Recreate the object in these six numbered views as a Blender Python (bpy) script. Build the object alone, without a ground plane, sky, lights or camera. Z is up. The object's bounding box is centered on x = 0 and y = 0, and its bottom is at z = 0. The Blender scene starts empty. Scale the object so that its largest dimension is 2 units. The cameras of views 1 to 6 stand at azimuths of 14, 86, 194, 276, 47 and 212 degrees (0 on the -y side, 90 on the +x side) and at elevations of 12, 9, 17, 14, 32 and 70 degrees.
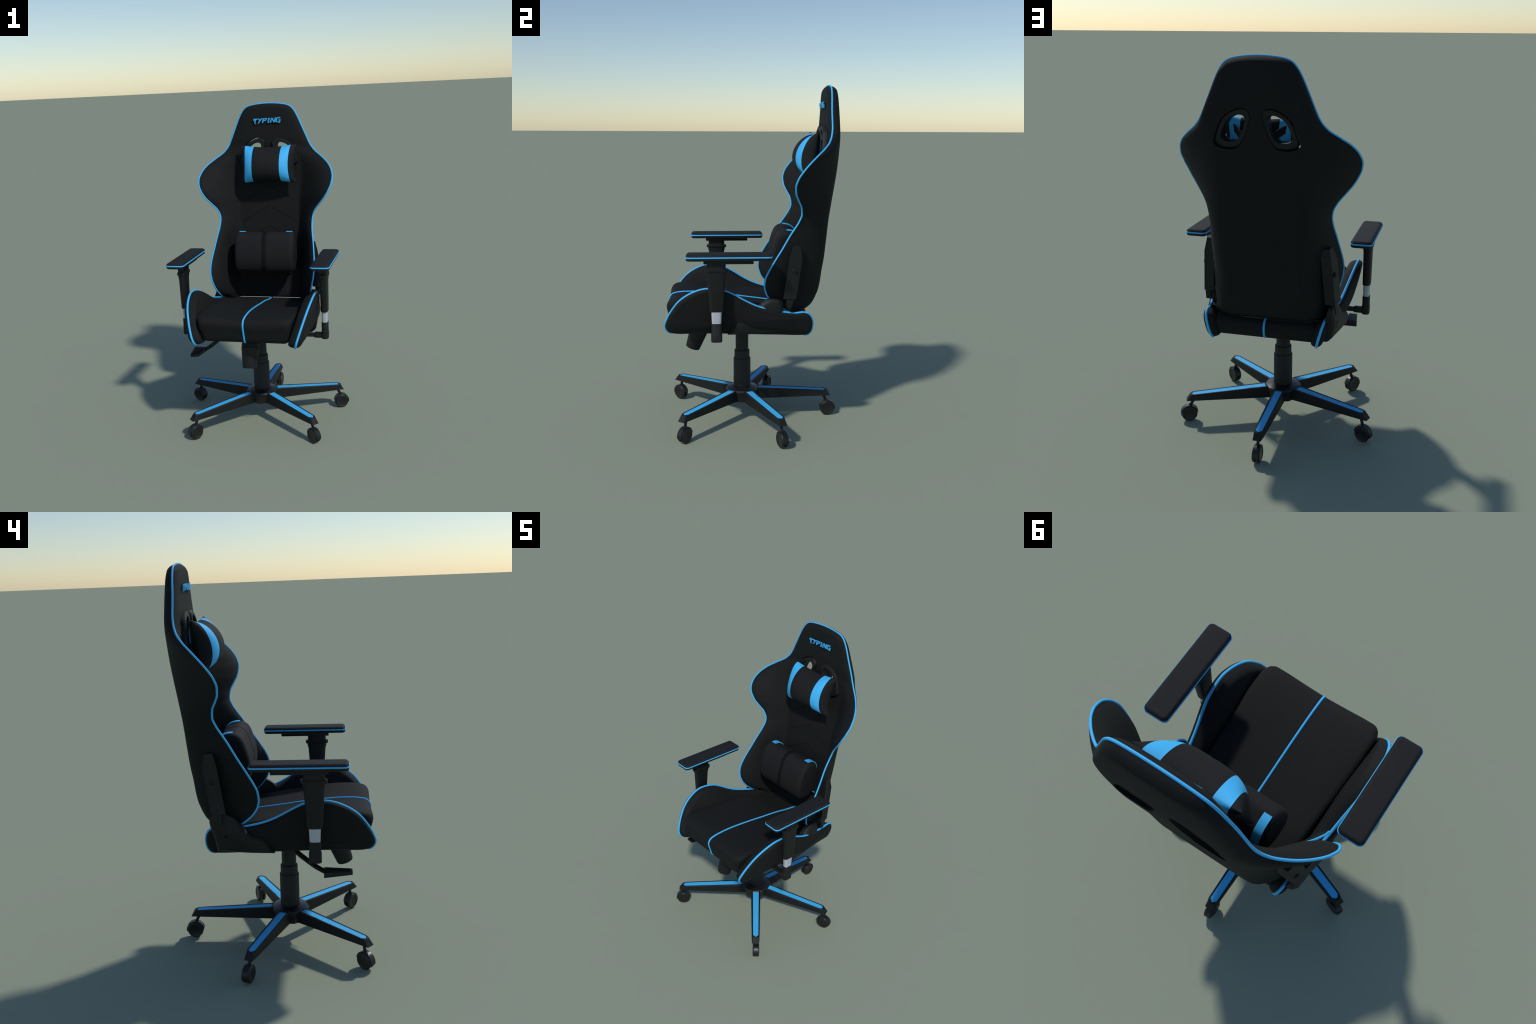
"""Gaming chair: winged backrest with piping, bolstered seat, two pillows,
adjustable armrests, five-leg base on twin-wheel casters."""
import bpy, bmesh, math
import numpy as np
from mathutils import Vector, Matrix

CX_SEAT = 0.009          # the seat, arms and pillows sit a little off the backrest's centre line
CX_BACK = -0.002


# ------------------------------------------------------------------ helpers
def curve_fn(points):
    """Smooth monotone (pchip) interpolation through (t, value) pairs."""
    p = sorted(points)
    t = np.array([a for a, _ in p], float)
    v = np.array([b for _, b in p], float)
    h = np.diff(t)
    d = np.diff(v) / h
    m = np.zeros(len(t))
    m[0], m[-1] = d[0], d[-1]
    for i in range(1, len(t) - 1):
        if d[i - 1] * d[i] > 0:
            w1, w2 = 2 * h[i] + h[i - 1], h[i] + 2 * h[i - 1]
            m[i] = (w1 + w2) / (w1 / d[i - 1] + w2 / d[i])

    def f(x):
        x = min(max(x, t[0]), t[-1])
        i = min(max(int(np.searchsorted(t, x)) - 1, 0), len(h) - 1)
        s = (x - t[i]) / h[i]
        return ((1 + 2 * s) * (1 - s) ** 2 * v[i] + s * (1 - s) ** 2 * h[i] * m[i]
                + s * s * (3 - 2 * s) * v[i + 1] + s * s * (s - 1) * h[i] * m[i + 1])
    return f


def spline(points, n, closed=False):
    """Centripetal-ish Catmull-Rom through points, resampled evenly to n points."""
    P = np.array(points, float)
    if closed:
        Q = np.vstack([P[-1], P, P[0], P[1]])
    else:
        Q = np.vstack([2 * P[0] - P[1], P, 2 * P[-1] - P[-2]])
    out = []
    for i in range(1, len(Q) - 2):
        p0, p1, p2, p3 = Q[i - 1:i + 3]
        d01, d12, d23 = [max(np.linalg.norm(b - a), 1e-9) ** 0.5
                         for a, b in ((p0, p1), (p1, p2), (p2, p3))]
        m1 = d12 * ((p1 - p0) / d01 - (p2 - p0) / (d01 + d12) + (p2 - p1) / d12)
        m2 = d12 * ((p2 - p1) / d12 - (p3 - p1) / (d12 + d23) + (p3 - p2) / d23)
        for s in np.linspace(0, 1, 24, endpoint=False):
            out.append((2 * s**3 - 3 * s**2 + 1) * p1 + (s**3 - 2 * s**2 + s) * m1
                       + (-2 * s**3 + 3 * s**2) * p2 + (s**3 - s**2) * m2)
    out.append(Q[-2])
    out = np.array(out)
    L = np.r_[0, np.cumsum(np.linalg.norm(np.diff(out, axis=0), axis=1))]
    q = np.linspace(0, L[-1], n + 1 if closed else n)
    if closed:
        q = q[:-1]
    return np.stack([np.interp(q, L, out[:, k]) for k in range(P.shape[1])], 1)


def smooth01(a, b, x):
    t = min(max((x - a) / (b - a), 0.0), 1.0)
    return t * t * (3 - 2 * t)


def lerp(a, b, t):
    return a + (b - a) * t


def add_object(name, mesh, parent, material, smooth=True, angle=None):
    ob = bpy.data.objects.new(name, mesh)
    bpy.context.scene.collection.objects.link(ob)
    if parent is not None:
        ob.parent = parent
    if material is not None and not mesh.materials:
        mesh.materials.append(material)
    if smooth:
        mesh.polygons.foreach_set('use_smooth', [True] * len(mesh.polygons))
        if angle is not None:
            mesh.set_sharp_from_angle(angle=math.radians(angle))
    return ob


def mesh_of(name, verts, faces, flip=False):
    me = bpy.data.meshes.new(name)
    me.from_pydata([tuple(map(float, v)) for v in verts], [], faces)
    bm = bmesh.new()
    bm.from_mesh(me)
    bmesh.ops.remove_doubles(bm, verts=bm.verts, dist=1e-6)
    bmesh.ops.recalc_face_normals(bm, faces=bm.faces)
    bm.to_mesh(me)
    bm.free()
    return me


def grid_faces(rows, cols, wrap_cols=False, wrap_rows=False, base=0):
    f = []
    for i in range(rows if wrap_rows else rows - 1):
        for j in range(cols if wrap_cols else cols - 1):
            i2, j2 = (i + 1) % rows, (j + 1) % cols
            f.append((base + i * cols + j, base + i * cols + j2, base + i2 * cols + j2, base + i2 * cols + j))
    return f


def tube(name, path, radius, parent, material, closed=False, sides=12, caps=True, flat=None):
    """Sweep a round (or flattened) section along a 3D polyline."""
    P = np.array(path, float)
    n = len(P)
    T = np.zeros_like(P)
    for i in range(n):
        a = P[(i - 1) % n] if (closed or i > 0) else P[i]
        b = P[(i + 1) % n] if (closed or i < n - 1) else P[i]
        T[i] = (b - a) / max(np.linalg.norm(b - a), 1e-9)
    ref = np.array([1.0, 0, 0]) if abs(T[0][0]) < 0.8 else np.array([0, 1.0, 0])
    N = ref - T[0] * (ref @ T[0])
    N /= np.linalg.norm(N)
    verts, frames = [], []
    for i in range(n):
        N = N - T[i] * (N @ T[i])
        N /= np.linalg.norm(N)
        frames.append((N.copy(), np.cross(T[i], N)))
    for i in range(n):
        r = radius(i / (n - 1)) if callable(radius) else radius
        a, b = frames[i]
        for k in range(sides):
            t = 2 * math.pi * k / sides
            verts.append(P[i] + a * (math.cos(t) * r) + b * (math.sin(t) * r))
    faces = grid_faces(n, sides, wrap_cols=True, wrap_rows=closed)
    if caps and not closed:
        faces.append(tuple(range(sides)))
        faces.append(tuple(range((n - 1) * sides, n * sides)))
    return add_object(name, mesh_of(name, verts, faces), parent, material, angle=50)


def ribbon(name, path, width_dir, width, thick, parent, material):
    """A strap: rectangular section swept along a path, its width along width_dir."""
    P = np.array(path, float)
    W = np.array(width_dir, float)
    verts = []
    for i in range(len(P)):
        t = P[min(i + 1, len(P) - 1)] - P[max(i - 1, 0)]
        t /= np.linalg.norm(t)
        w = W - t * (W @ t)
        w /= np.linalg.norm(w)
        nrm = np.cross(t, w)
        for a, b in ((-1, -1), (1, -1), (1, 1), (-1, 1)):
            verts.append(P[i] + w * (a * width / 2) + nrm * (b * thick / 2))
    faces = grid_faces(len(P), 4, wrap_cols=True)
    faces += [(0, 1, 2, 3), tuple(range(4 * len(P) - 4, 4 * len(P)))]
    return add_object(name, mesh_of(name, verts, faces), parent, material, angle=35)


def bevel_mesh(me, width, segments=2, angle=30):
    bm = bmesh.new()
    bm.from_mesh(me)
    edges = [e for e in bm.edges if len(e.link_faces) == 2
             and e.calc_face_angle(0) > math.radians(angle)]
    bmesh.ops.bevel(bm, geom=edges, offset=width, segments=segments, profile=0.6, affect='EDGES',
                    clamp_overlap=True)
    bm.to_mesh(me)
    bm.free()
    return me


def loft(name, loops, parent, material, bevel=0, angle=35, caps=True):
    """Skin through equal-length closed loops of 3D points."""
    n = len(loops[0])
    verts = [p for L in loops for p in L]
    faces = grid_faces(len(loops), n, wrap_cols=True)
    if caps:
        faces += [tuple(range(n)), tuple(range((len(loops) - 1) * n, len(loops) * n))]
    me = mesh_of(name, verts, faces)
    if bevel:
        bevel_mesh(me, bevel)
    return add_object(name, me, parent, material, angle=angle)


def rounded_rect(hx, hy, r, seg=6):
    pts = []
    for cx, cy, a0 in ((hx - r, hy - r, 0), (-hx + r, hy - r, 90), (-hx + r, -hy + r, 180), (hx - r, -hy + r, 270)):
        for k in range(seg + 1):
            a = math.radians(a0 + 90 * k / seg)
            pts.append((cx + r * math.cos(a), cy + r * math.sin(a)))
    return pts


def box(name, lo, hi, parent, material, bevel=0.003):
    (x0, y0, z0), (x1, y1, z1) = lo, hi
    loops = [[(x0, y0, z), (x1, y0, z), (x1, y1, z), (x0, y1, z)] for z in (z0, z1)]
    return loft(name, loops, parent, material, bevel=bevel)


def lathe(name, profile, parent, material, seg=48, matrix=None, angle=35, phase=0.0):
    """Spin (radius, height) pairs about z."""
    loops = []
    for r, z in profile:
        loops.append([(r * math.cos(2 * math.pi * k / seg + phase), r * math.sin(2 * math.pi * k / seg + phase), z)
                      for k in range(seg)])
    verts = [Vector(p) for L in loops for p in L]
    if matrix is not None:
        verts = [matrix @ v for v in verts]
    faces = grid_faces(len(loops), seg, wrap_cols=True)
    faces += [tuple(range(seg)), tuple(range((len(loops) - 1) * seg, len(loops) * seg))]
    return add_object(name, mesh_of(name, verts, faces), parent, material, angle=angle)


# ---------------------------------------------------------------- materials
def material(name, colour, rough, spec=0.5, grain=0.0, grain_scale=400.0, vary=0.06, coat=0.0):
    m = bpy.data.materials.new(name)
    m.use_nodes = True
    nt = m.node_tree
    b = nt.nodes['Principled BSDF']
    b.inputs['Roughness'].default_value = rough
    b.inputs['Specular IOR Level'].default_value = spec
    b.inputs['Coat Weight'].default_value = coat
    tc = nt.nodes.new('ShaderNodeTexCoord')
    n1 = nt.nodes.new('ShaderNodeTexNoise')
    n1.inputs['Scale'].default_value = 9.0
    n1.inputs['Detail'].default_value = 5.0
    nt.links.new(tc.outputs['Object'], n1.inputs['Vector'])
    ramp = nt.nodes.new('ShaderNodeValToRGB')
    ramp.color_ramp.elements[0].position = 0.3
    ramp.color_ramp.elements[1].position = 0.7
    ramp.color_ramp.elements[0].color = (*[c * (1 - vary) for c in colour], 1)
    ramp.color_ramp.elements[1].color = (*[min(c * (1 + vary), 1) for c in colour], 1)
    nt.links.new(n1.outputs['Fac'], ramp.inputs['Fac'])
    nt.links.new(ramp.outputs['Color'], b.inputs['Base Color'])
    if grain:
        n2 = nt.nodes.new('ShaderNodeTexVoronoi')
        n2.inputs['Scale'].default_value = grain_scale
        nt.links.new(tc.outputs['Object'], n2.inputs['Vector'])
        bump = nt.nodes.new('ShaderNodeBump')
        bump.inputs['Strength'].default_value = grain
        bump.inputs['Distance'].default_value = 0.001
        nt.links.new(n2.outputs['Distance'], bump.inputs['Height'])
        nt.links.new(bump.outputs['Normal'], b.inputs['Normal'])
    return m


LEATHER = material('black_leather', (0.0088, 0.0096, 0.0094), 0.82, 0.27, grain=0.10, grain_scale=420)
CUSHION = material('pillow_fabric', (0.0108, 0.0112, 0.0120), 0.82, 0.27, grain=0.10, grain_scale=420)
PLASTIC = material('black_plastic', (0.0092, 0.0098, 0.0096), 0.60, 0.35, grain=0.05, grain_scale=600)
RUBBER = material('armrest_rubber', (0.0135, 0.0143, 0.0150), 0.78, 0.26, grain=0.08, grain_scale=500)
BLUE = material('blue_trim', (0.062, 0.50, 0.95), 0.65, 0.30, vary=0.02)
GREY = material('pale_grey_sleeve', (0.52, 0.54, 0.58), 0.45, 0.4, vary=0.03)
GROOVE_DARK = material('groove_dark', (0.004, 0.004, 0.004), 0.8, 0.2)  # lumbar band colour; also stands in for shade in chevron grooves and pivot hole
GLOSS = material('glossy_black_plastic', (0.0100, 0.0104, 0.0106), 0.40, 0.45, vary=0.04)
METAL = material('dark_metal_column', (0.0125, 0.0130, 0.0128), 0.60, 0.40, vary=0.05)

# --------------------------------------------------------------------- root
chair = bpy.data.objects.new('gaming_chair', None)
bpy.context.scene.collection.objects.link(chair)
chair['label'] = 'black racing style gaming chair with bright blue piping'
chair['category'] = 'office chair'

# ----------------------------------------------------------------- backrest
Z_LOW, Z_TOP = 0.709, 1.984
rim_w = curve_fn([(0.709, 0.250), (0.718, 0.285), (0.732, 0.299), (0.76, 0.304), (0.80, 0.314), (0.84, 0.324), (0.88, 0.334),
                  (0.92, 0.341), (0.96, 0.344), (1.00, 0.342), (1.04, 0.337), (1.08, 0.331), (1.12, 0.325),
                  (1.16, 0.318), (1.20, 0.312), (1.24, 0.310), (1.28, 0.316), (1.32, 0.336), (1.36, 0.368),
                  (1.40, 0.400), (1.44, 0.424), (1.48, 0.441), (1.52, 0.447), (1.56, 0.437), (1.60, 0.411),
                  (1.64, 0.364), (1.68, 0.311), (1.72, 0.279), (1.76, 0.260), (1.80, 0.243), (1.84, 0.226),
                  (1.88, 0.209), (1.92, 0.190), (1.945, 0.175), (1.965, 0.158), (1.978, 0.138), (1.984, 0.120)])
rim_y = curve_fn([(0.709, 0.240), (0.718, 0.205), (0.732, 0.178), (0.76, 0.128), (0.80, 0.084), (0.84, 0.060), (0.88, 0.051),
                  (0.92, 0.055), (0.96, 0.071), (1.00, 0.094), (1.04, 0.119), (1.08, 0.145), (1.12, 0.169),
                  (1.16, 0.193), (1.20, 0.220), (1.24, 0.245), (1.28, 0.259), (1.32, 0.254), (1.36, 0.235),
                  (1.40, 0.218), (1.44, 0.214), (1.48, 0.225), (1.52, 0.250), (1.56, 0.285), (1.60, 0.327),
                  (1.64, 0.374), (1.68, 0.410), (1.72, 0.425), (1.76, 0.430), (1.84, 0.431), (1.92, 0.435),
                  (1.984, 0.438)])
mid_front = curve_fn([(0.709, 0.276), (0.720, 0.264), (0.75, 0.268), (0.80, 0.285), (0.90, 0.309), (1.00, 0.326),
                      (1.10, 0.340), (1.19, 0.352), (1.325, 0.366), (1.45, 0.382), (1.60, 0.399), (1.75, 0.409),
                      (1.87, 0.412), (1.92, 0.4115), (1.955, 0.412), (1.970, 0.416), (1.980, 0.425), (1.984, 0.438)])
mid_rear = curve_fn([(0.709, 0.282), (0.720, 0.298), (0.735, 0.311), (0.75, 0.324), (0.78, 0.342), (0.81, 0.356), (0.83, 0.364),
                     (0.88, 0.376), (0.95, 0.387), (1.015, 0.398), (1.12, 0.409), (1.235, 0.421), (1.35, 0.438),
                     (1.44, 0.452), (1.54, 0.466), (1.62, 0.473), (1.69, 0.475), (1.80, 0.475), (1.89, 0.473),
                     (1.935, 0.471), (1.96, 0.468), (1.974, 0.462), (1.981, 0.452), (1.984, 0.438)])
corner_x = curve_fn([(0.709, 0.235), (0.76, 0.283), (0.85, 0.276), (0.95, 0.264), (1.0, 0.264), (1.14, 0.269), (1.30, 0.269),
                     (1.42, 0.271), (1.55, 0.273), (1.66, 0.278), (1.72, 0.270), (1.76, 0.256), (1.84, 0.223),
                     (1.92, 0.187), (1.984, 0.118)])


def arch(x, z):
    return 0.0115 * max(0.0, 1 - (x / 0.122) ** 2) * smooth01(1.90, 1.984, z)


def front_y(ax, z):
    """Front surface: padded centre panel that sweeps forward into the wings."""
    w, yr, yc = rim_w(z), rim_y(z), mid_front(z)
    head = smooth01(1.655, 1.775, z)
    p = min(lerp(0.205 + 0.015 * smooth01(1.36, 1.50, z), 0.02, head), 0.8 * w)
    u = min(max((ax - p) / (w - p), 0), 1)
    puff = 0.5 + 0.12 * smooth01(1.10, 0.95, z) + 0.45 * smooth01(1.57, 1.66, z)
    wing = (1 - puff) * u * u * (3 - 2 * u) + puff * math.sin(math.pi / 2 * u)
    cap = 1 - (1 - u ** 7) ** 0.7
    return yc + (yr - yc) * lerp(wing, cap, head)


def section(z, half_cols):
    """Half cross-section at height z: list of (x, y_front, y_rear)."""
    w, yr, yb, xc = rim_w(z), rim_y(z), mid_rear(z), corner_x(z)
    xc = min(xc, w - 0.003)
    x0 = max(xc - 0.085, 0.4 * xc)
    c = np.array([xc, yb])
    p0, p3 = np.array([x0, yb]), np.array([w, yr])
    head = smooth01(1.60, 1.74, z)
    crown = lerp(0.004, 0.011, head) * smooth01(Z_TOP, 1.96, z) * smooth01(Z_LOW, 0.78, z)
    p1, p2 = lerp(p0, c, lerp(0.75, 0.92, head)), lerp(p3, c, lerp(0.48, 0.80, head))
    wing = smooth01(1.24, 1.40, z) * (1 - head)
    p2 = lerp(p2, np.array([lerp(w + 0.004, xc, 0.20), lerp(yr, yb, 0.45)]), 0.15 * wing)
    p1 = lerp(p1, lerp(p0, c, 0.70), wing)
    side = 0.18 * wing + 0.60 * smooth01(1.08, 0.96, z) * smooth01(0.72, 0.78, z) + 0.5 * smooth01(1.53, 1.62, z) * (1 - head)
    p2 = lerp(p2, np.array([w + 0.002, lerp(yr, yb, 0.32)]), side)
    out = []
    nflat = half_cols // 3
    for j in range(half_cols + 1):
        if j <= nflat:
            x, y = x0 * j / nflat, yb
        else:
            t = (j - nflat) / (half_cols - nflat)
            q = (1 - t)**3 * p0 + 3 * t * (1 - t)**2 * p1 + 3 * t * t * (1 - t) * p2 + t**3 * p3
            x, y = q
        yf = front_y(x, z)
        if j == half_cols:
            x, y, yf = w, yr, yr
        y += crown * (1 - (x / w) ** 2)
        close = smooth01(0.7091, 0.730, z)
        y = lerp(yf, y, close)
        y = max(y, yf)
        out.append((x, yf, y))
    return out


def build_backrest():
    HC = 48
    zs = list(np.linspace(Z_LOW, 0.76, 14)) + list(np.linspace(0.76, 1.93, 190))[1:] \
        + [1.93 + (Z_TOP - 1.93) * math.sin(math.pi / 2 * k / 16) for k in range(1, 17)]
    verts, faces = [], []
    cols = 2 * HC + 1
    for side in (0, 1):
        base = len(verts)
        for z in zs:
            sec = section(z, HC)
            for j in range(-HC, HC + 1):
                x, yf, yb = sec[abs(j)]
                x = math.copysign(x, j) if j else 0.0
                verts.append((x + CX_BACK, yb if side else yf, z + arch(x, z)))
        faces += grid_faces(len(zs), cols, base=base)
    return mesh_of('backrest', verts, faces)


back_mesh = build_backrest()
backrest = add_object('backrest', back_mesh, chair, LEATHER)

# harness openings: cut through, then an insert ring in each
hole_outline = [(0.070, 1.771), (0.110, 1.760), (0.150, 1.735), (0.178, 1.692), (0.197, 1.640), (0.201, 1.612), (0.175, 1.593),
                (0.125, 1.588), (0.092, 1.595), (0.062, 1.632), (0.040, 1.688), (0.027, 1.742), (0.043, 1.766)]
hole_loop = spline(hole_outline, 64, closed=True)
hole_centre = np.array([0.112, 1.682])
cutters = []
for sx in (1, -1):
    prof = hole_centre + (hole_loop - hole_centre) * 1.01
    loops = [[(sx * p[0] + CX_BACK, y, p[1]) for p in prof] for y in (0.25, 0.60)]
    cutters.append(loft('cutter', loops, None, None))
for c in cutters:
    mod = backrest.modifiers.new('opening', 'BOOLEAN')
    mod.operation, mod.object, mod.solver = 'DIFFERENCE', c, 'EXACT'
dg = bpy.context.evaluated_depsgraph_get()
cut = bpy.data.meshes.new_from_object(backrest.evaluated_get(dg))
backrest.modifiers.clear()
backrest.data = cut
cut.name = 'backrest'
for c in cutters:
    bpy.data.objects.remove(c)
cut.polygons.foreach_set('use_smooth', [True] * len(cut.polygons))
cut.set_sharp_from_angle(angle=math.radians(48))

# insert rings
for sx, shift in ((1, 0.0), (-1, 0.010)):
    def ring_loop(k, y):
        q = hole_centre + (hole_loop - hole_centre) * k
        return [(sx * a + CX_BACK + shift, y + 0.10 * (b - 1.68), b) for a, b in q]
    sec = [(0.985, 0.398), (0.975, 0.388), (0.945, 0.384), (0.72, 0.384), (0.675, 0.388), (0.655, 0.400),
           (0.650, 0.43), (0.655, 0.458), (0.675, 0.466), (0.93, 0.470), (0.975, 0.467), (0.985, 0.458)]
    if sx > 0:
        sec[0], sec[-1] = (1.006, 0.402), (1.006, 0.455)
    loops = [ring_loop(k, y) for k, y in sec]
    n = len(hole_loop)
    verts = [p for L in loops for p in L]
    me = mesh_of('harness_ring', verts, grid_faces(len(loops), n, wrap_cols=True, wrap_rows=True))
    add_object('harness_ring', me, backrest, PLASTIC, angle=40)

# piping round the wings and over the top
right_edge = [(rim_w(z), rim_y(z), z) for z in np.linspace(0.724, Z_TOP, 170)]
top_edge = [(x, rim_y(Z_TOP), Z_TOP + arch(x, Z_TOP)) for x in np.linspace(0.105, -0.105, 15)]
left_edge = [(-x, y, z) for x, y, z in reversed(right_edge)]
rim = spline([(x + CX_BACK, y - 0.002, z) for x, y, z in right_edge + top_edge + left_edge], 420)
tube('backrest_piping', rim, 0.0049, backrest, BLUE, sides=10)

# quilted chevrons on the centre panel: dark raised tubes stand in for shaded grooves
for k in range(5):
    apex = 1.457 - 0.1345 * k
    path = []
    for x in np.linspace(-0.184, 0.184, 41):
        z = apex - 0.575 * math.sqrt(x * x + 0.004 ** 2)
        path.append((x + CX_BACK, front_y(abs(x), z) + 0.0004, z))
    tube('quilting_shade_line', path, 0.0021, backrest, GROOVE_DARK, sides=6)

# ------------------------------------------------------- lettering "TYPING"
# strokes of each letter as small polygons, in units of the lettering's own grid (right, down)
LETTERS = [
    [[(0, 18), (68, 16), (72, 40), (12, 44), (8, 60), (0, 60)], [(22, 40), (46, 40), (34, 100), (30, 132), (20, 120), (14, 100)]],
    [[(78, 16), (102, 14), (116, 40), (128, 30), (142, 12), (164, 10), (96, 114), (70, 116), (106, 62)]],
    [[(166, 14), (190, 12), (172, 110), (150, 112)], [(186, 12), (244, 10), (240, 34), (182, 36)],
     [(226, 30), (241, 30), (234, 56), (206, 72), (180, 74), (184, 54), (212, 52)]],
    [[(268, 8), (294, 8), (274, 108), (248, 108)]],
    [[(316, 6), (336, 6), (314, 108), (292, 108)], [(316, 6), (340, 6), (380, 104), (356, 104)],
     [(382, 4), (402, 4), (382, 104), (362, 104)]],
    [[(420, 2), (482, 0), (474, 24), (424, 26), (414, 84), (456, 94), (462, 70), (438, 70), (444, 50), (484, 46), (474, 98),
      (462, 122), (452, 112), (392, 98), (400, 30)]],
]
for strokes in LETTERS:
    bm = bmesh.new()
    for poly in strokes:
        pts = [((a - 241) * 0.000382 + CX_BACK, 1.9035 - b * 0.00032) for a, b in poly]
        tilt = lambda z: 0.3990 - 0.10 * (z - 1.885)
        vs = [bm.verts.new((x, tilt(z), z)) for x, z in pts]
        f = bm.faces.new(vs)
        ext = bmesh.ops.extrude_face_region(bm, geom=[f])
        bmesh.ops.translate(bm, vec=(0, 0.0045, 0), verts=[v for v in ext['geom'] if isinstance(v, bmesh.types.BMVert)])
    bmesh.ops.recalc_face_normals(bm, faces=bm.faces)
    me = bpy.data.meshes.new('letter')
    bm.to_mesh(me)
    bm.free()
    letter = add_object('letter', me, backrest, BLUE, smooth=False)
    # thin added pin, not on the real chair, bridging letter and leather
    px = sum(a for a, b in strokes[0]) / len(strokes[0])
    pb = sum(b for a, b in strokes[0]) / len(strokes[0])
    cx, cz = (px - 241) * 0.000382 + CX_BACK, 1.9035 - pb * 0.00032
    tube('added_letter_pin', [(cx, y, cz) for y in (0.399, 0.408, 0.418)], 0.0014, letter, LEATHER, sides=8)

# --------------------------------------------------------------------- seat
seat_profile = [(-0.497, 0.752), (-0.482, 0.774), (-0.450, 0.784), (-0.36, 0.788), (-0.265, 0.782), (-0.154, 0.769), (-0.04, 0.753),
                (0.09, 0.735), (0.18, 0.717), (0.245, 0.708), (0.290, 0.701), (0.308, 0.682), (0.310, 0.648),
                (0.294, 0.614), (0.25, 0.600), (0.10, 0.605), (-0.15, 0.615), (-0.38, 0.626), (-0.450, 0.634), (-0.470, 0.650),
                (-0.483, 0.690), (-0.495, 0.728)]
seat_loop = spline(seat_profile, 140, closed=True)
seat_mid = np.array([-0.09, 0.685])


def seat_half_width(y, z):
    lean = 0.22 * (z - 0.74) * lerp(1, 0.3, smooth01(-0.1, 0.28, y))
    return lerp(0.285, 0.268, smooth01(-0.35, 0.28, y)) + lean - 0.045 * (1 - math.sqrt(1 - min(max((-0.425 - y) / 0.090, 0.0), 0.98) ** 2))


def seat_point(p, u):
    """p: profile point (y, z); u: -1..1 across."""
    y, z = p
    au = abs(u)
    top = smooth01(0.66, 0.74, z) * smooth01(0.34, 0.05, y)
    front = smooth01(-0.42, -0.49, y)
    lobe = min(au / 0.72, 1.0) ** 1.35
    zz = z + 0.009 * lobe * top
    yy = y - 0.003 * lobe * front
    r = max(0.0, (au - 0.89) / 0.11)
    inset = 0.023 * (1 - math.sqrt(max(0.0, 1 - r * r)))
    yy += -np.sign(yy - seat_mid[0]) * inset * min(1, abs(yy - seat_mid[0]) / 0.30)
    zz += -np.sign(zz - seat_mid[1]) * inset * min(1, abs(zz - seat_mid[1]) / 0.05)
    return (CX_SEAT + u * seat_half_width(yy, zz), yy, zz)


us = sorted(set(list(np.linspace(-0.87, 0.87, 43)) + [s * (0.89 + 0.11 * math.sin(math.pi / 2 * k / 8)) for k in range(9) for s in (-1, 1)]))
loops = [[seat_point(p, u) for p in seat_loop] for u in us]
seat = loft('seat_cushion', loops, chair, LEATHER, angle=60)
# blue seam along the middle of the seat
a0 = int(np.argmin(np.hypot(seat_loop[:, 0] + 0.452, seat_loop[:, 1] - 0.634)))
order = np.roll(np.arange(len(seat_loop)), -a0)
a1 = int(np.argmin(np.hypot(seat_loop[order, 0] - 0.290, seat_loop[order, 1] - 0.611)))
line = seat_loop[order]
if line[5][1] < line[0][1] + 0.001:          # make the line run up the front first
    line = line[::-1]
    a1 = int(np.argmin(np.hypot(line[:, 0] - 0.290, line[:, 1] - 0.611)))
tube('seat_piping', [(CX_SEAT, y, z) for y, z in line[:a1 + 1]], 0.0056, seat, BLUE, sides=10)

bolster_rim = [(-0.506, 0.660), (-0.491, 0.708), (-0.469, 0.749), (-0.427, 0.806), (-0.378, 0.845), (-0.313, 0.875), (-0.265, 0.883),
               (-0.173, 0.869), (-0.113, 0.840), (-0.056, 0.806), (0.009, 0.774), (0.09, 0.749), (0.150, 0.735), (0.220, 0.724),
               (0.275, 0.727), (0.306, 0.713), (0.323, 0.675), (0.320, 0.618), (0.301, 0.592), (0.262, 0.587), (0.10, 0.597),
               (-0.15, 0.608), (-0.32, 0.612), (-0.452, 0.613), (-0.492, 0.628)]
rim_loop = spline(bolster_rim, 150, closed=True)
bolster_mid = np.array([-0.115, 0.690])


def bolster_x(y, z):
    front = 0.293 + 0.31 * (z - 0.60)
    rear = 0.271 + 0.26 * (z - 0.60)
    return lerp(front, rear, smooth01(0.0, 0.30, y))


def inset_outline(pts, d):
    """Shift a closed outline inwards by d (clockwise outlines; mitred corners, clamped)."""
    P = np.array(pts, float)
    n = len(P)
    out = []
    for i in range(n):
        a, b, c = P[i - 1], P[i], P[(i + 1) % n]
        t1 = (b - a) / np.linalg.norm(b - a)
        t2 = (c - b) / np.linalg.norm(c - b)
        n1, n2 = np.array([t1[1], -t1[0]]), np.array([t2[1], -t2[0]])
        m = n1 + n2
        m /= max(np.linalg.norm(m), 1e-6)
        k = min(1 / max(m @ n1, 0.5), 1.6)
        out.append(b + m * d * k)
    return np.array(out)


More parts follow.
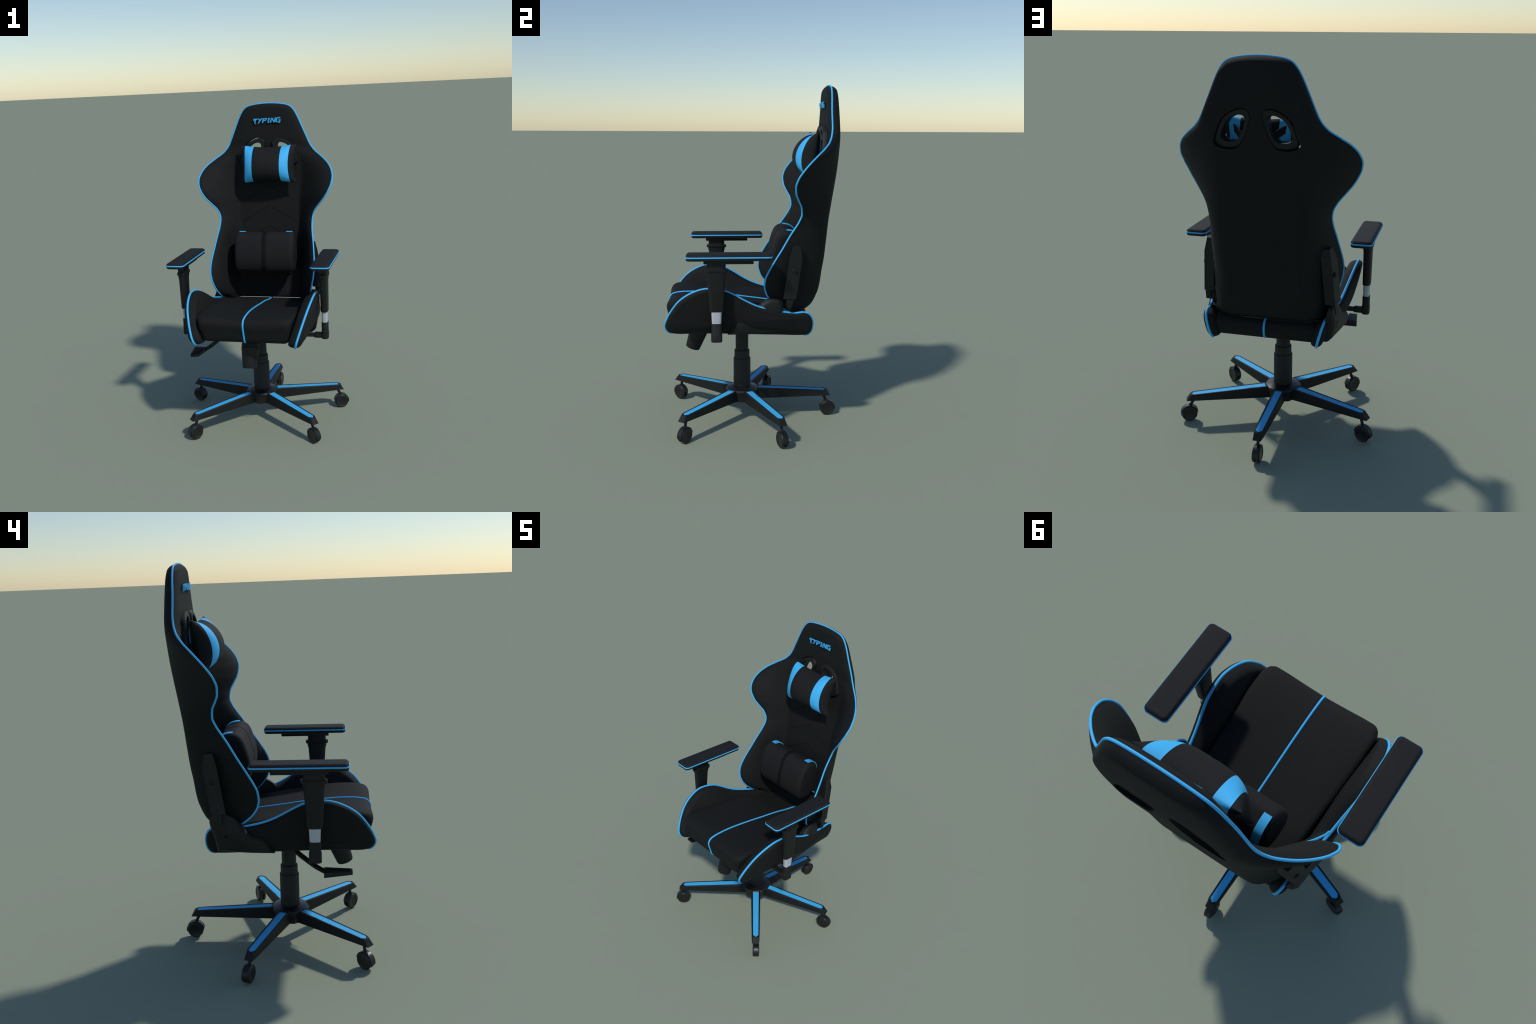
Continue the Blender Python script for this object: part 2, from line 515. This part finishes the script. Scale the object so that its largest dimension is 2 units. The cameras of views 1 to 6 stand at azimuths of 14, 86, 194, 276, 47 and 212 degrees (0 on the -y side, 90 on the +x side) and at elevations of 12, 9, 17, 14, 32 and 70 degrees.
EDGE_R = 0.024
for s in (1, -1):
    verts, faces = [], []
    n = len(rim_loop)
    inner_loop = inset_outline(rim_loop, EDGE_R)
    for side, h, swell in ((1, 0.028, 0.020), (-1, 0.045 + (0.005 if s > 0 else 0), 0.018)):
        base = len(verts)
        rings = []
        for k in range(8):
            t = math.pi / 2 * k / 7
            rings.append((inset_outline(rim_loop, EDGE_R * (1 - math.cos(t))), h * math.sin(t)))
        for r in (0.96, 0.9, 0.8, 0.68, 0.54, 0.40, 0.26, 0.12):
            rings.append((bolster_mid + (inner_loop - bolster_mid) * r, h + swell * (1 - r ** 2.2)))
        for loop, off in rings:
            for q in loop:
                slim = lerp(1.0, 0.80, smooth01(0.0, 0.25, q[0]))
                verts.append((CX_SEAT + s * (bolster_x(*q) + side * off * slim) + (0.006 if s > 0 else 0), q[0], q[1]))
        faces += grid_faces(len(rings), n, wrap_cols=True, base=base)
        faces.append(tuple(range(base + (len(rings) - 1) * n, base + len(rings) * n)))
    bolster = add_object('seat_bolster', mesh_of('seat_bolster', verts, faces), chair, LEATHER, angle=75)
    path = []
    for y, z in rim_loop:                       # the piping tucks under along the bottom
        tuck = smooth01(0.640, 0.610, z) * smooth01(-0.485, -0.44, y) * smooth01(0.30, 0.24, y)
        path.append((CX_SEAT + s * (bolster_x(y, z) - 0.010 * tuck) + (0.006 if s > 0 else 0), y, z + 0.009 * tuck))
    tube('bolster_piping', path, 0.0068, bolster, BLUE, closed=True, sides=10)

# ------------------------------------------------------------- head pillow
def head_pillow_point(u, v, side):
    edge_x = 0.193 * u * (1 - 0.105 * (1 - v * v) * abs(u) ** 2)
    edge_z = 0.127 * v * (1 - (0.155 if v > 0 else 0.125) * (1 - u * u))
    z = 1.605 + edge_z
    y = 0.335 + 0.19 * edge_z
    puff = (max(0.0, 1 - abs(u) ** 3.0)) ** 0.62 * (max(0.0, 1 - v * v)) ** 0.55
    dent = 0.0015 * math.exp(-(u / 0.04) ** 2) * max(0, 1 - v * v)
    y += -(0.100 * puff - dent) if side else 0.052 * puff
    return (CX_SEAT + edge_x, y, z)


def head_pillow_part(name, u0, u1, parent, mat, proud=0.0):
    cols, rows = max(6, int(abs(u1 - u0) * 36)), 30
    verts, faces = [], []
    for side in (1, 0):
        base = len(verts)
        for i in range(rows + 1):
            v = math.sin(math.pi / 2 * (2 * i / rows - 1))
            for j in range(cols + 1):
                t = j / cols
                uu = lerp(u0, u1, t)
                if abs(u1) > 0.99:
                    uu = math.copysign(lerp(abs(u0), 1.0, math.sin(math.pi / 2 * t)), u1)
                verts.append(head_pillow_point(uu, v, side))
        faces += grid_faces(rows + 1, cols + 1, base=base)
    return add_object(name, mesh_of(name, verts, faces), parent, mat)


head_pillow = head_pillow_part('head_pillow', -0.485, 0.485, chair, CUSHION)
for s in (1, -1):
    head_pillow_part('pillow_stripe', s * 0.485, s * 0.80, head_pillow, BLUE)
    head_pillow_part('pillow_end', s * 0.80, s * 1.0, head_pillow, CUSHION)
strap = spline([(-0.135, 0.372, 1.672), (-0.115, 0.385, 1.668), (-0.055, 0.440, 1.632), (0.0, 0.446, 1.625), (0.055, 0.440, 1.632),
                (0.115, 0.385, 1.668), (0.135, 0.372, 1.672)], 40)
ribbon('pillow_strap', [(x + CX_SEAT, y, z) for x, y, z in strap], (0, 0, 1), 0.034, 0.004, head_pillow, LEATHER)

# ----------------------------------------------------------- lumbar pillow
lumbar_side = spline([(0.210, 1.163), (0.174, 1.167), (0.140, 1.147), (0.115, 1.092), (0.099, 1.028), (0.100, 0.969), (0.118, 0.934),
                      (0.158, 0.921), (0.208, 0.926), (0.250, 0.960), (0.272, 1.025), (0.272, 1.095), (0.248, 1.146)], 90, closed=True)
lumbar_mid = np.array([0.186, 1.046])
LUMBAR_X = 0.004


def lumbar_point(p, u):
    au = abs(u)
    r = max(0.0, (au - 0.86) / 0.14)
    k = 1 - 0.24 * (1 - math.sqrt(max(0.0, 1 - r ** 2.2)))
    q = lumbar_mid + (p - lumbar_mid) * k
    # broad recessed band down the middle
    front = smooth01(0.17, 0.11, p[0])
    groove = 0.0022 * smooth01(0.080, 0.066, au) * smooth01(0.26, 0.20, p[0])
    d = (lumbar_mid - p) / np.linalg.norm(lumbar_mid - p)
    q = q + d * groove
    return (LUMBAR_X + 0.195 * u, q[0], 1.048 + (q[1] - 1.048) * 1.06)


lus = sorted(set([round(v, 5) for v in list(np.linspace(-0.86, 0.86, 44)) + [0.0, 0.066, -0.066, 0.073, -0.073, 0.08, -0.08]
                  + [s * (0.86 + 0.14 * math.sin(math.pi / 2 * k / 10)) for k in range(11) for s in (-1, 1)]]))
lumbar = loft('lumbar_pillow', [[lumbar_point(p, u) for p in lumbar_side] for u in lus], chair, CUSHION, angle=60)
front_path = sorted([p for p in lumbar_side if p[0] < 0.232], key=lambda p: math.atan2(p[1] - lumbar_mid[1], lumbar_mid[0] - p[0]))
band = []
for p in front_path:
    d = (p - lumbar_mid) / np.linalg.norm(p - lumbar_mid)
    q = p - d * 0.0016
    band.append((LUMBAR_X, q[0], 1.048 + (q[1] - 1.048) * 1.06))
ribbon('lumbar_band', band, (1, 0, 0), 0.0285, 0.0012, lumbar, GROOVE_DARK)
for s in (1, -1):
    path = spline([(0.186, 1.1685), (0.212, 1.1665), (0.236, 1.158), (0.258, 1.140), (0.275, 1.095), (0.274, 1.025), (0.254, 0.960),
                   (0.245, 0.945), (0.255, 0.930), (0.280, 0.912)], 50)
    ribbon('lumbar_strap', [(LUMBAR_X + s * 0.157, y, 1.048 + (z - 1.048) * 1.06) for y, z in path], (1, 0, 0), 0.034, 0.005, lumbar, BLUE)

# ------------------------------------------------------ armrests (mirrored)
for s in (1, -1):
    def ax(x):                       # mirror about the seat's centre
        return CX_SEAT + s * x
    cx, cy = 0.4405, -0.1505
    def slab(name, levels, parent, mat, r=0.022):
        loops = []
        for z, grow in levels:
            loops.append([(ax(cx + a), cy + b, z) for a, b in rounded_rect(0.0565 + grow, 0.231 + grow, r + grow * 0.8)])
        return loft(name, loops, parent, mat, angle=28)
    arm = slab('armrest', [(1.053, -0.009), (1.056, -0.0035), (1.068, -0.001)], chair, PLASTIC)
    slab('armrest_trim', [(1.0672, -0.003), (1.0682, 0.0004), (1.0700, 0.0015), (1.0732, 0.0015), (1.0750, 0.0004), (1.0762, -0.003)], arm, BLUE)
    slab('armrest_pad', [(1.0755, -0.0016), (1.0795, -0.0018), (1.0803, -0.0022), (1.0878, -0.0106), (1.0882, -0.0115), (1.0884, -0.018)], arm, RUBBER)
    box('armrest_slide', (ax(cx) - 0.026, -0.286, 1.033), (ax(cx) + 0.026, -0.018, 1.055), arm, PLASTIC)
    def oval(hx, hy, z, n=32):
        return [(ax(cx) + hx * math.copysign(abs(math.cos(t)) ** 0.6, math.cos(t)),
                 -0.2185 + hy * math.copysign(abs(math.sin(t)) ** 0.55, math.sin(t)), z)
                for t in [2 * math.pi * k / n for k in range(n)]]
    loft('armrest_neck', [oval(0.026, 0.051, z) for z in (0.99, 1.033)], arm, PLASTIC)
    loft('armrest_collar', [oval(a, b, z) for a, b, z in ((0.0260, 0.0555, 0.9888), (0.0285, 0.0628, 0.9892), (0.0290, 0.0635, 0.990), (0.0290, 0.0635, 1.0035), (0.0285, 0.0628, 1.0042), (0.0260, 0.055, 1.0045))], arm, PLASTIC)
    loft('armrest_post', [oval(a, b, z) for a, b, z in ((0.0195, 0.034, 0.770), (0.0215, 0.037, 0.773), (0.0232, 0.0490, 0.962), (0.0250, 0.0535, 0.974), (0.0252, 0.0540, 0.990))], arm, PLASTIC)
    loft('armrest_sleeve', [oval(a, b, z) for a, b, z in ((0.0165, 0.0255, 0.700), (0.0180, 0.0285, 0.775))], arm, GREY)
    loft('armrest_bracket', [oval(a, b, z) for a, b, z in ((0.0185, 0.027, 0.600), (0.0208, 0.0305, 0.603), (0.0208, 0.0305, 0.648),
                                                           (0.0195, 0.0285, 0.650), (0.0195, 0.0285, 0.702), (0.0185, 0.0275, 0.704))], arm, PLASTIC)
    xa, xb = sorted((ax(0.375), ax(cx)))
    box('armrest_elbow', (xa, -0.238, 0.604), (xb, -0.199, 0.632), arm, PLASTIC)
    xa, xb = sorted((ax(0.12), ax(0.38)))
    box('armrest_bar', (xa, -0.234, 0.608), (xb, -0.203, 0.627), arm, PLASTIC, bevel=0.002)

# --------------------------------------------- recliner covers, side plates
cover_outline = [(-0.020, 0.612), (0.030, 0.701), (0.079, 0.704), (0.110, 0.725), (0.145, 0.764), (0.176, 0.793), (0.215, 0.811),
                 (0.255, 0.810), (0.280, 0.800), (0.294, 0.780), (0.291, 0.740), (0.281, 0.700), (0.272, 0.655), (0.266, 0.611), (0.1, 0.609)]

dome = spline(cover_outline[2:11], 30)
cover_outline = cover_outline[:2] + [tuple(p) for p in dome] + cover_outline[11:]

for s, dy, mid in ((-1, 0.0, 0.006), (1, -0.137, 0.006)):
    def cover_x(y, z, depth):
        return mid + s * (0.300 + 0.20 * (z - 0.61) + 0.035 * smooth01(0.25, 0.0, y) + depth - (0.018 * smooth01(0.70, 0.80, z) if s > 0 else 0))
    loops = []
    for d, depth in ((0, -0.018), (0, 0.010), (0.004, 0.018), (0.016, 0.030), (0.022, 0.033)):
        loops.append([(cover_x(y, z, depth * lerp(1.0, 0.35 if s < 0 else 0.9, smooth01(0.70, 0.79, z)) if depth > 0 else depth), y + dy, z) for y, z in inset_outline(cover_outline, d)])
    cover = loft('recliner_cover', loops, chair, PLASTIC, angle=30)
    # pivot bolt recess: a flat dark disc stands in for its shaded hole
    m = Matrix.Translation((cover_x(0.212, 0.694, 0.033), 0.212 + dy, 0.694)) @ Matrix.Rotation(s * math.radians(90), 4, 'Y')
    lathe('pivot_bolt', [(0.0115, -0.006), (0.0115, 0.0005), (0.0150, 0.0025), (0.0185, 0.0018), (0.0190, -0.006)], cover, PLASTIC, seg=28, matrix=m)
    lathe('pivot_dark_disc', [(0.0115, -0.004), (0.0115, 0.0012)], cover, GROOVE_DARK, seg=20, matrix=m)

plate_outline = [(0.279, 0.813), (0.212, 0.819), (0.247, 1.044), (0.267, 1.106), (0.305, 1.101), (0.315, 1.036)]
for s, dy in ((-1, 0.0), (1, -0.057)):
    def plate_x(y, z, depth):
        base = 0.352 - 0.045 * max(0, z - 0.82) + 0.22 * (0.25 - y)
        base -= 0.20 * max(0, z - 1.045)
        return 0.003 + s * (base + depth)
    loops = []
    for d, depth in ((0, -0.048), (0, 0.000), (0.003, 0.003)):
        loops.append([(plate_x(y, z, depth), y + dy, z) for y, z in inset_outline(plate_outline[::-1], d)])
    plate = loft('side_plate', loops, chair, PLASTIC, angle=20)
    tail = [(0.227, 0.825), (0.273, 0.825), (0.270, 0.800), (0.252, 0.755), (0.232, 0.760), (0.227, 0.800)]
    loft('plate_tongue', [[(plate_x(y, 0.82, d), y + dy, z) for y, z in tail] for d in (-0.030, -0.001)], plate, PLASTIC, bevel=0.002)
    mm = Matrix.Translation((plate_x(0.272, 0.968, 0.0025), 0.272 + dy, 0.968)) @ Matrix.Rotation(s * math.radians(90), 4, 'Y') 
    lathe('plate_screw', [(0.0125, -0.004), (0.0125, 0.002), (0.0105, 0.0035), (0.0085, 0.0035), (0.0080, 0.001), (0.0055, 0.001), (0.0050, 0.004), (0.0035, 0.005)],
          plate, PLASTIC, seg=24, matrix=mm)

# ------------------------------------------------- mechanism, lever, knob
mech = box('tilt_mechanism', (-0.095, -0.200, 0.592), (0.105, 0.100, 0.620), chair, PLASTIC, bevel=0.006)
lever_path = spline([(-0.08, -0.06, 0.596), (-0.16, -0.085, 0.592), (-0.215, -0.125, 0.568), (-0.255, -0.18, 0.538), (-0.285, -0.222, 0.518),
                     (-0.315, -0.264, 0.506)], 30)
lever = ribbon('height_lever', lever_path, (0.75, -0.65, 0.0), 0.026, 0.012, chair, PLASTIC)
# paddle: wedge that narrows forward, with ribs on top
loops = [[(-0.378, -0.257, 0.497), (-0.301, -0.257, 0.497), (-0.301, -0.257, 0.526), (-0.378, -0.257, 0.526)],
         [(-0.360, -0.395, 0.507), (-0.313, -0.395, 0.507), (-0.313, -0.395, 0.523), (-0.360, -0.395, 0.523)]]
paddle = loft('lever_paddle', loops, lever, PLASTIC, bevel=0.003)
for k in range(5):
    t = (k + 0.5) / 5
    a = np.array([lerp(-0.372, -0.307, t), -0.268, 0.5255])
    b = np.array([lerp(-0.356, -0.317, t), -0.385, 0.5232])
    tube('paddle_rib', [lerp(a, b, q) for q in np.linspace(0, 1, 5)], 0.0032, paddle, PLASTIC, sides=8)

# tension knob: fluted tapered cylinder, tipped forward
axis = Vector((0.0, -0.36, -1.0)).normalized()
rot = Vector((0, 0, 1)).rotation_difference(axis).to_matrix().to_4x4()
mk = Matrix.Translation((0.004, -0.314, 0.586)) @ rot
seg = 120
loops = []
for r, h, flute in ((0.046, 0.0, 0), (0.0535, 0.004, 0), (0.0545, 0.026, 0), (0.0530, 0.0275, 0), (0.0530, 0.029, 0), (0.0560, 0.031, .6), (0.0550, 0.036, 1),
                    (0.0435, 0.148, 1), (0.0405, 0.154, 0.6), (0.036, 0.156, 0)):
    loops.append([tuple(mk @ Vector(((r - 0.0016 * flute * (0.5 + 0.5 * math.cos(24 * t))) * math.cos(t),
                                     (r - 0.0016 * flute * (0.5 + 0.5 * math.cos(24 * t))) * math.sin(t), h)))
                  for t in [2 * math.pi * k / seg for k in range(seg)]])
knob = loft('tension_knob', loops, chair, PLASTIC, angle=40)
lathe('knob_shaft', [(0.024, -0.045), (0.024, 0.002)], knob, PLASTIC, seg=24, matrix=mk)

# ------------------------------------------------------------- gas column
BX, BY = 0.001, -0.067
mcol = Matrix.Translation((BX, BY, 0))
column = lathe('gas_column', [(0.0505, 0.17), (0.0515, 0.200), (0.0515, 0.371), (0.0500, 0.3745), (0.0465, 0.375), (0.0465, 0.378)], chair, METAL, matrix=mcol)
lathe('column_sleeve', [(0.0460, 0.370), (0.0460, 0.420), (0.0445, 0.4235), (0.039, 0.424)], column, METAL, matrix=mcol)
lathe('column_rod', [(0.0385, 0.42), (0.0385, 0.60)], column, METAL, matrix=mcol)

# --------------------------------------------------------------- star base
hub = lathe('base_hub', [(0.080, 0.112), (0.086, 0.115), (0.096, 0.165), (0.1015, 0.169), (0.1025, 0.181), (0.097, 0.1885), (0.060, 0.199), (0.045, 0.200)],
            chair, GLOSS, seg=10, matrix=mcol, angle=15, phase=math.radians(18))
LEGS = [(-0.328, -0.456), (0.386, -0.402), (0.467, 0.135), (0.0, 0.447), (-0.482, 0.102)]
leg_mesh = inlay_mesh = None


def leg_section(r, hw, inner, zt, zb, floor):
    """Leg cross-section at radius r: a bar with a shallow channel in its top face."""
    return [(r, -hw, zb), (r, hw, zb), (r, hw, zt - 0.003), (r, hw - 0.002, zt), (r, inner, zt), (r, inner, zt - floor),
            (r, -inner, zt - floor), (r, -inner, zt), (r, -hw + 0.002, zt), (r, -hw, zt - 0.003)]


def leg_top(r):
    return lerp(0.1872, 0.1632, (r - 0.095) / 0.402)


def make_leg():
    L = [leg_section(0.060, 0.0318, 0.0215, 0.1875, 0.119, 0.006), leg_section(0.095, 0.0312, 0.0210, leg_top(0.095), 0.121, 0.006),
         leg_section(0.500, 0.0255, 0.0178, leg_top(0.500), 0.127, 0.006)]
    # pointed, down-sloping toe
    for r0, scale, slope in ((0.5175, 0.30, 0.35), (0.520, 0.02, 0.40)):
        toe = []
        zt = leg_top(0.516)
        for (_, y, z) in leg_section(0.0, 0.0255, 0.0178 * scale, zt, 0.127, 0.0002 if scale < 0.1 else 0.004):
            low = max(0.0, min(1.0, (zt - z) / (zt - 0.127))) if abs(y) > 0.018 else 0.0
            if scale > 0.1:
                toe.append((0.512 + 0.012 * low + 0.005 * (1 - abs(y) / 0.0255), y * lerp(0.80, 0.95, low), z))
            else:
                toe.append((0.517 + 0.026 * low + 0.009 * (1 - abs(y) / 0.0255), y * lerp(0.66, 0.86, low), z - 0.0008))
        L.append(toe)
    n = len(L[0])
    verts = [p for s_ in L for p in s_]
    faces = grid_faces(len(L), n, wrap_cols=True)
    faces += [tuple(range(n)), tuple(range((len(L) - 1) * n, len(L) * n))]
    return mesh_of('base_leg', verts, faces)


def make_inlay():
    outline = [(0.101, -0.0203), (0.499, -0.0172), (0.512, -0.0035), (0.512, 0.0035), (0.499, 0.0172), (0.101, 0.0203)]
    loops = [[(r, y, leg_top(r) + dz) for r, y in outline] for dz in (-0.0075, -0.0015)]
    verts = [p for L in loops for p in L]
    faces = grid_faces(2, 6, wrap_cols=True) + [tuple(range(6)), tuple(range(6, 12))]
    return mesh_of('leg_inlay', verts, faces)


def make_caster():
    """Twin wheel caster in its own frame: x points outward from the base, axle along y, ground at z=0."""
    parts = {}
    wr = 0.0440
    prof = [(0.012, -0.0075), (0.034, -0.0080), (0.040, -0.0070), (wr - 0.001, -0.0045), (wr, 0.0), (wr - 0.001, 0.0045), (0.0405, 0.0068), (0.036, 0.0080), (0.034, 0.0068), (0.004, 0.0068)]
    seg = 40
    loops = [[(r * math.cos(t), h, r * math.sin(t) + wr) for t in [2 * math.pi * k / seg for k in range(seg)]] for r, h in prof]
    verts = [p for L in loops for p in L]
    faces = grid_faces(len(loops), seg, wrap_cols=True) + [tuple(range(seg)), tuple(range((len(loops) - 1) * seg, len(loops) * seg))]
    parts['wheel'] = mesh_of('caster_wheel', verts, faces)
    # fender: arc over the wheels, longer on the outer side
    verts = []
    n = 26
    for i in range(n):
        t = math.radians(lerp(-12, 172, i / (n - 1)))
        for r, y in ((0.0455, -0.0165), (0.0490, -0.0150), (0.0490, 0.0150), (0.0455, 0.0165)):
            verts.append((r * math.cos(t), y, r * math.sin(t) + wr))
    faces = grid_faces(n, 4, wrap_cols=True) + [(0, 1, 2, 3), tuple(range(4 * n - 4, 4 * n))]
    parts['hood'] = mesh_of('caster_hood', verts, faces)
    return parts


leg_mesh, inlay_mesh, caster_parts = make_leg(), make_inlay(), make_caster()
CASTERS = [(-0.336, -0.457), (0.393, -0.402), (0.487, 0.142), (0.0, 0.459), (-0.487, 0.116)]
for (tx, ty), (wx, wy) in zip(LEGS, CASTERS):
    ang = math.atan2(ty - BY, tx - BX)
    M = Matrix.Translation((BX, BY, 0)) @ Matrix.Rotation(ang, 4, 'Z')
    leg = add_object('base_leg', leg_mesh, chair, PLASTIC, angle=20)
    leg.matrix_world = M
    inlay = add_object('leg_inlay', inlay_mesh, leg, BLUE, smooth=False)
    # caster
    wang = math.atan2(wy - BY, wx - BX)
    C = Matrix.Translation((wx, wy, 0)) @ Matrix.Rotation(wang, 4, 'Z')
    hood = add_object('caster', caster_parts['hood'], chair, GLOSS, angle=35)
    hood.matrix_world = C
    for s in (1, -1):
        w = add_object('caster_wheel', caster_parts['wheel'], hood, GLOSS, angle=35)
        w.matrix_local = Matrix.Translation((0, s * 0.0128, 0)) @ (Matrix.Identity(4) if s > 0 else Matrix.Rotation(math.pi, 4, 'Z'))
    foot = M @ Vector((0.499, 0, 0.132))
    knee = C @ Vector((-0.003, 0, 0.085))
    st = tube('caster_stem', [lerp(np.array(knee), np.array(foot), t) for t in np.linspace(0, 1, 4)], 0.0082, hood, PLASTIC, sides=14)
    st.matrix_parent_inverse = C.inverted()
    axle = tube('caster_axle', [(0, y, 0.044) for y in (-0.012, 0.0, 0.012)], 0.010, hood, PLASTIC, sides=14)
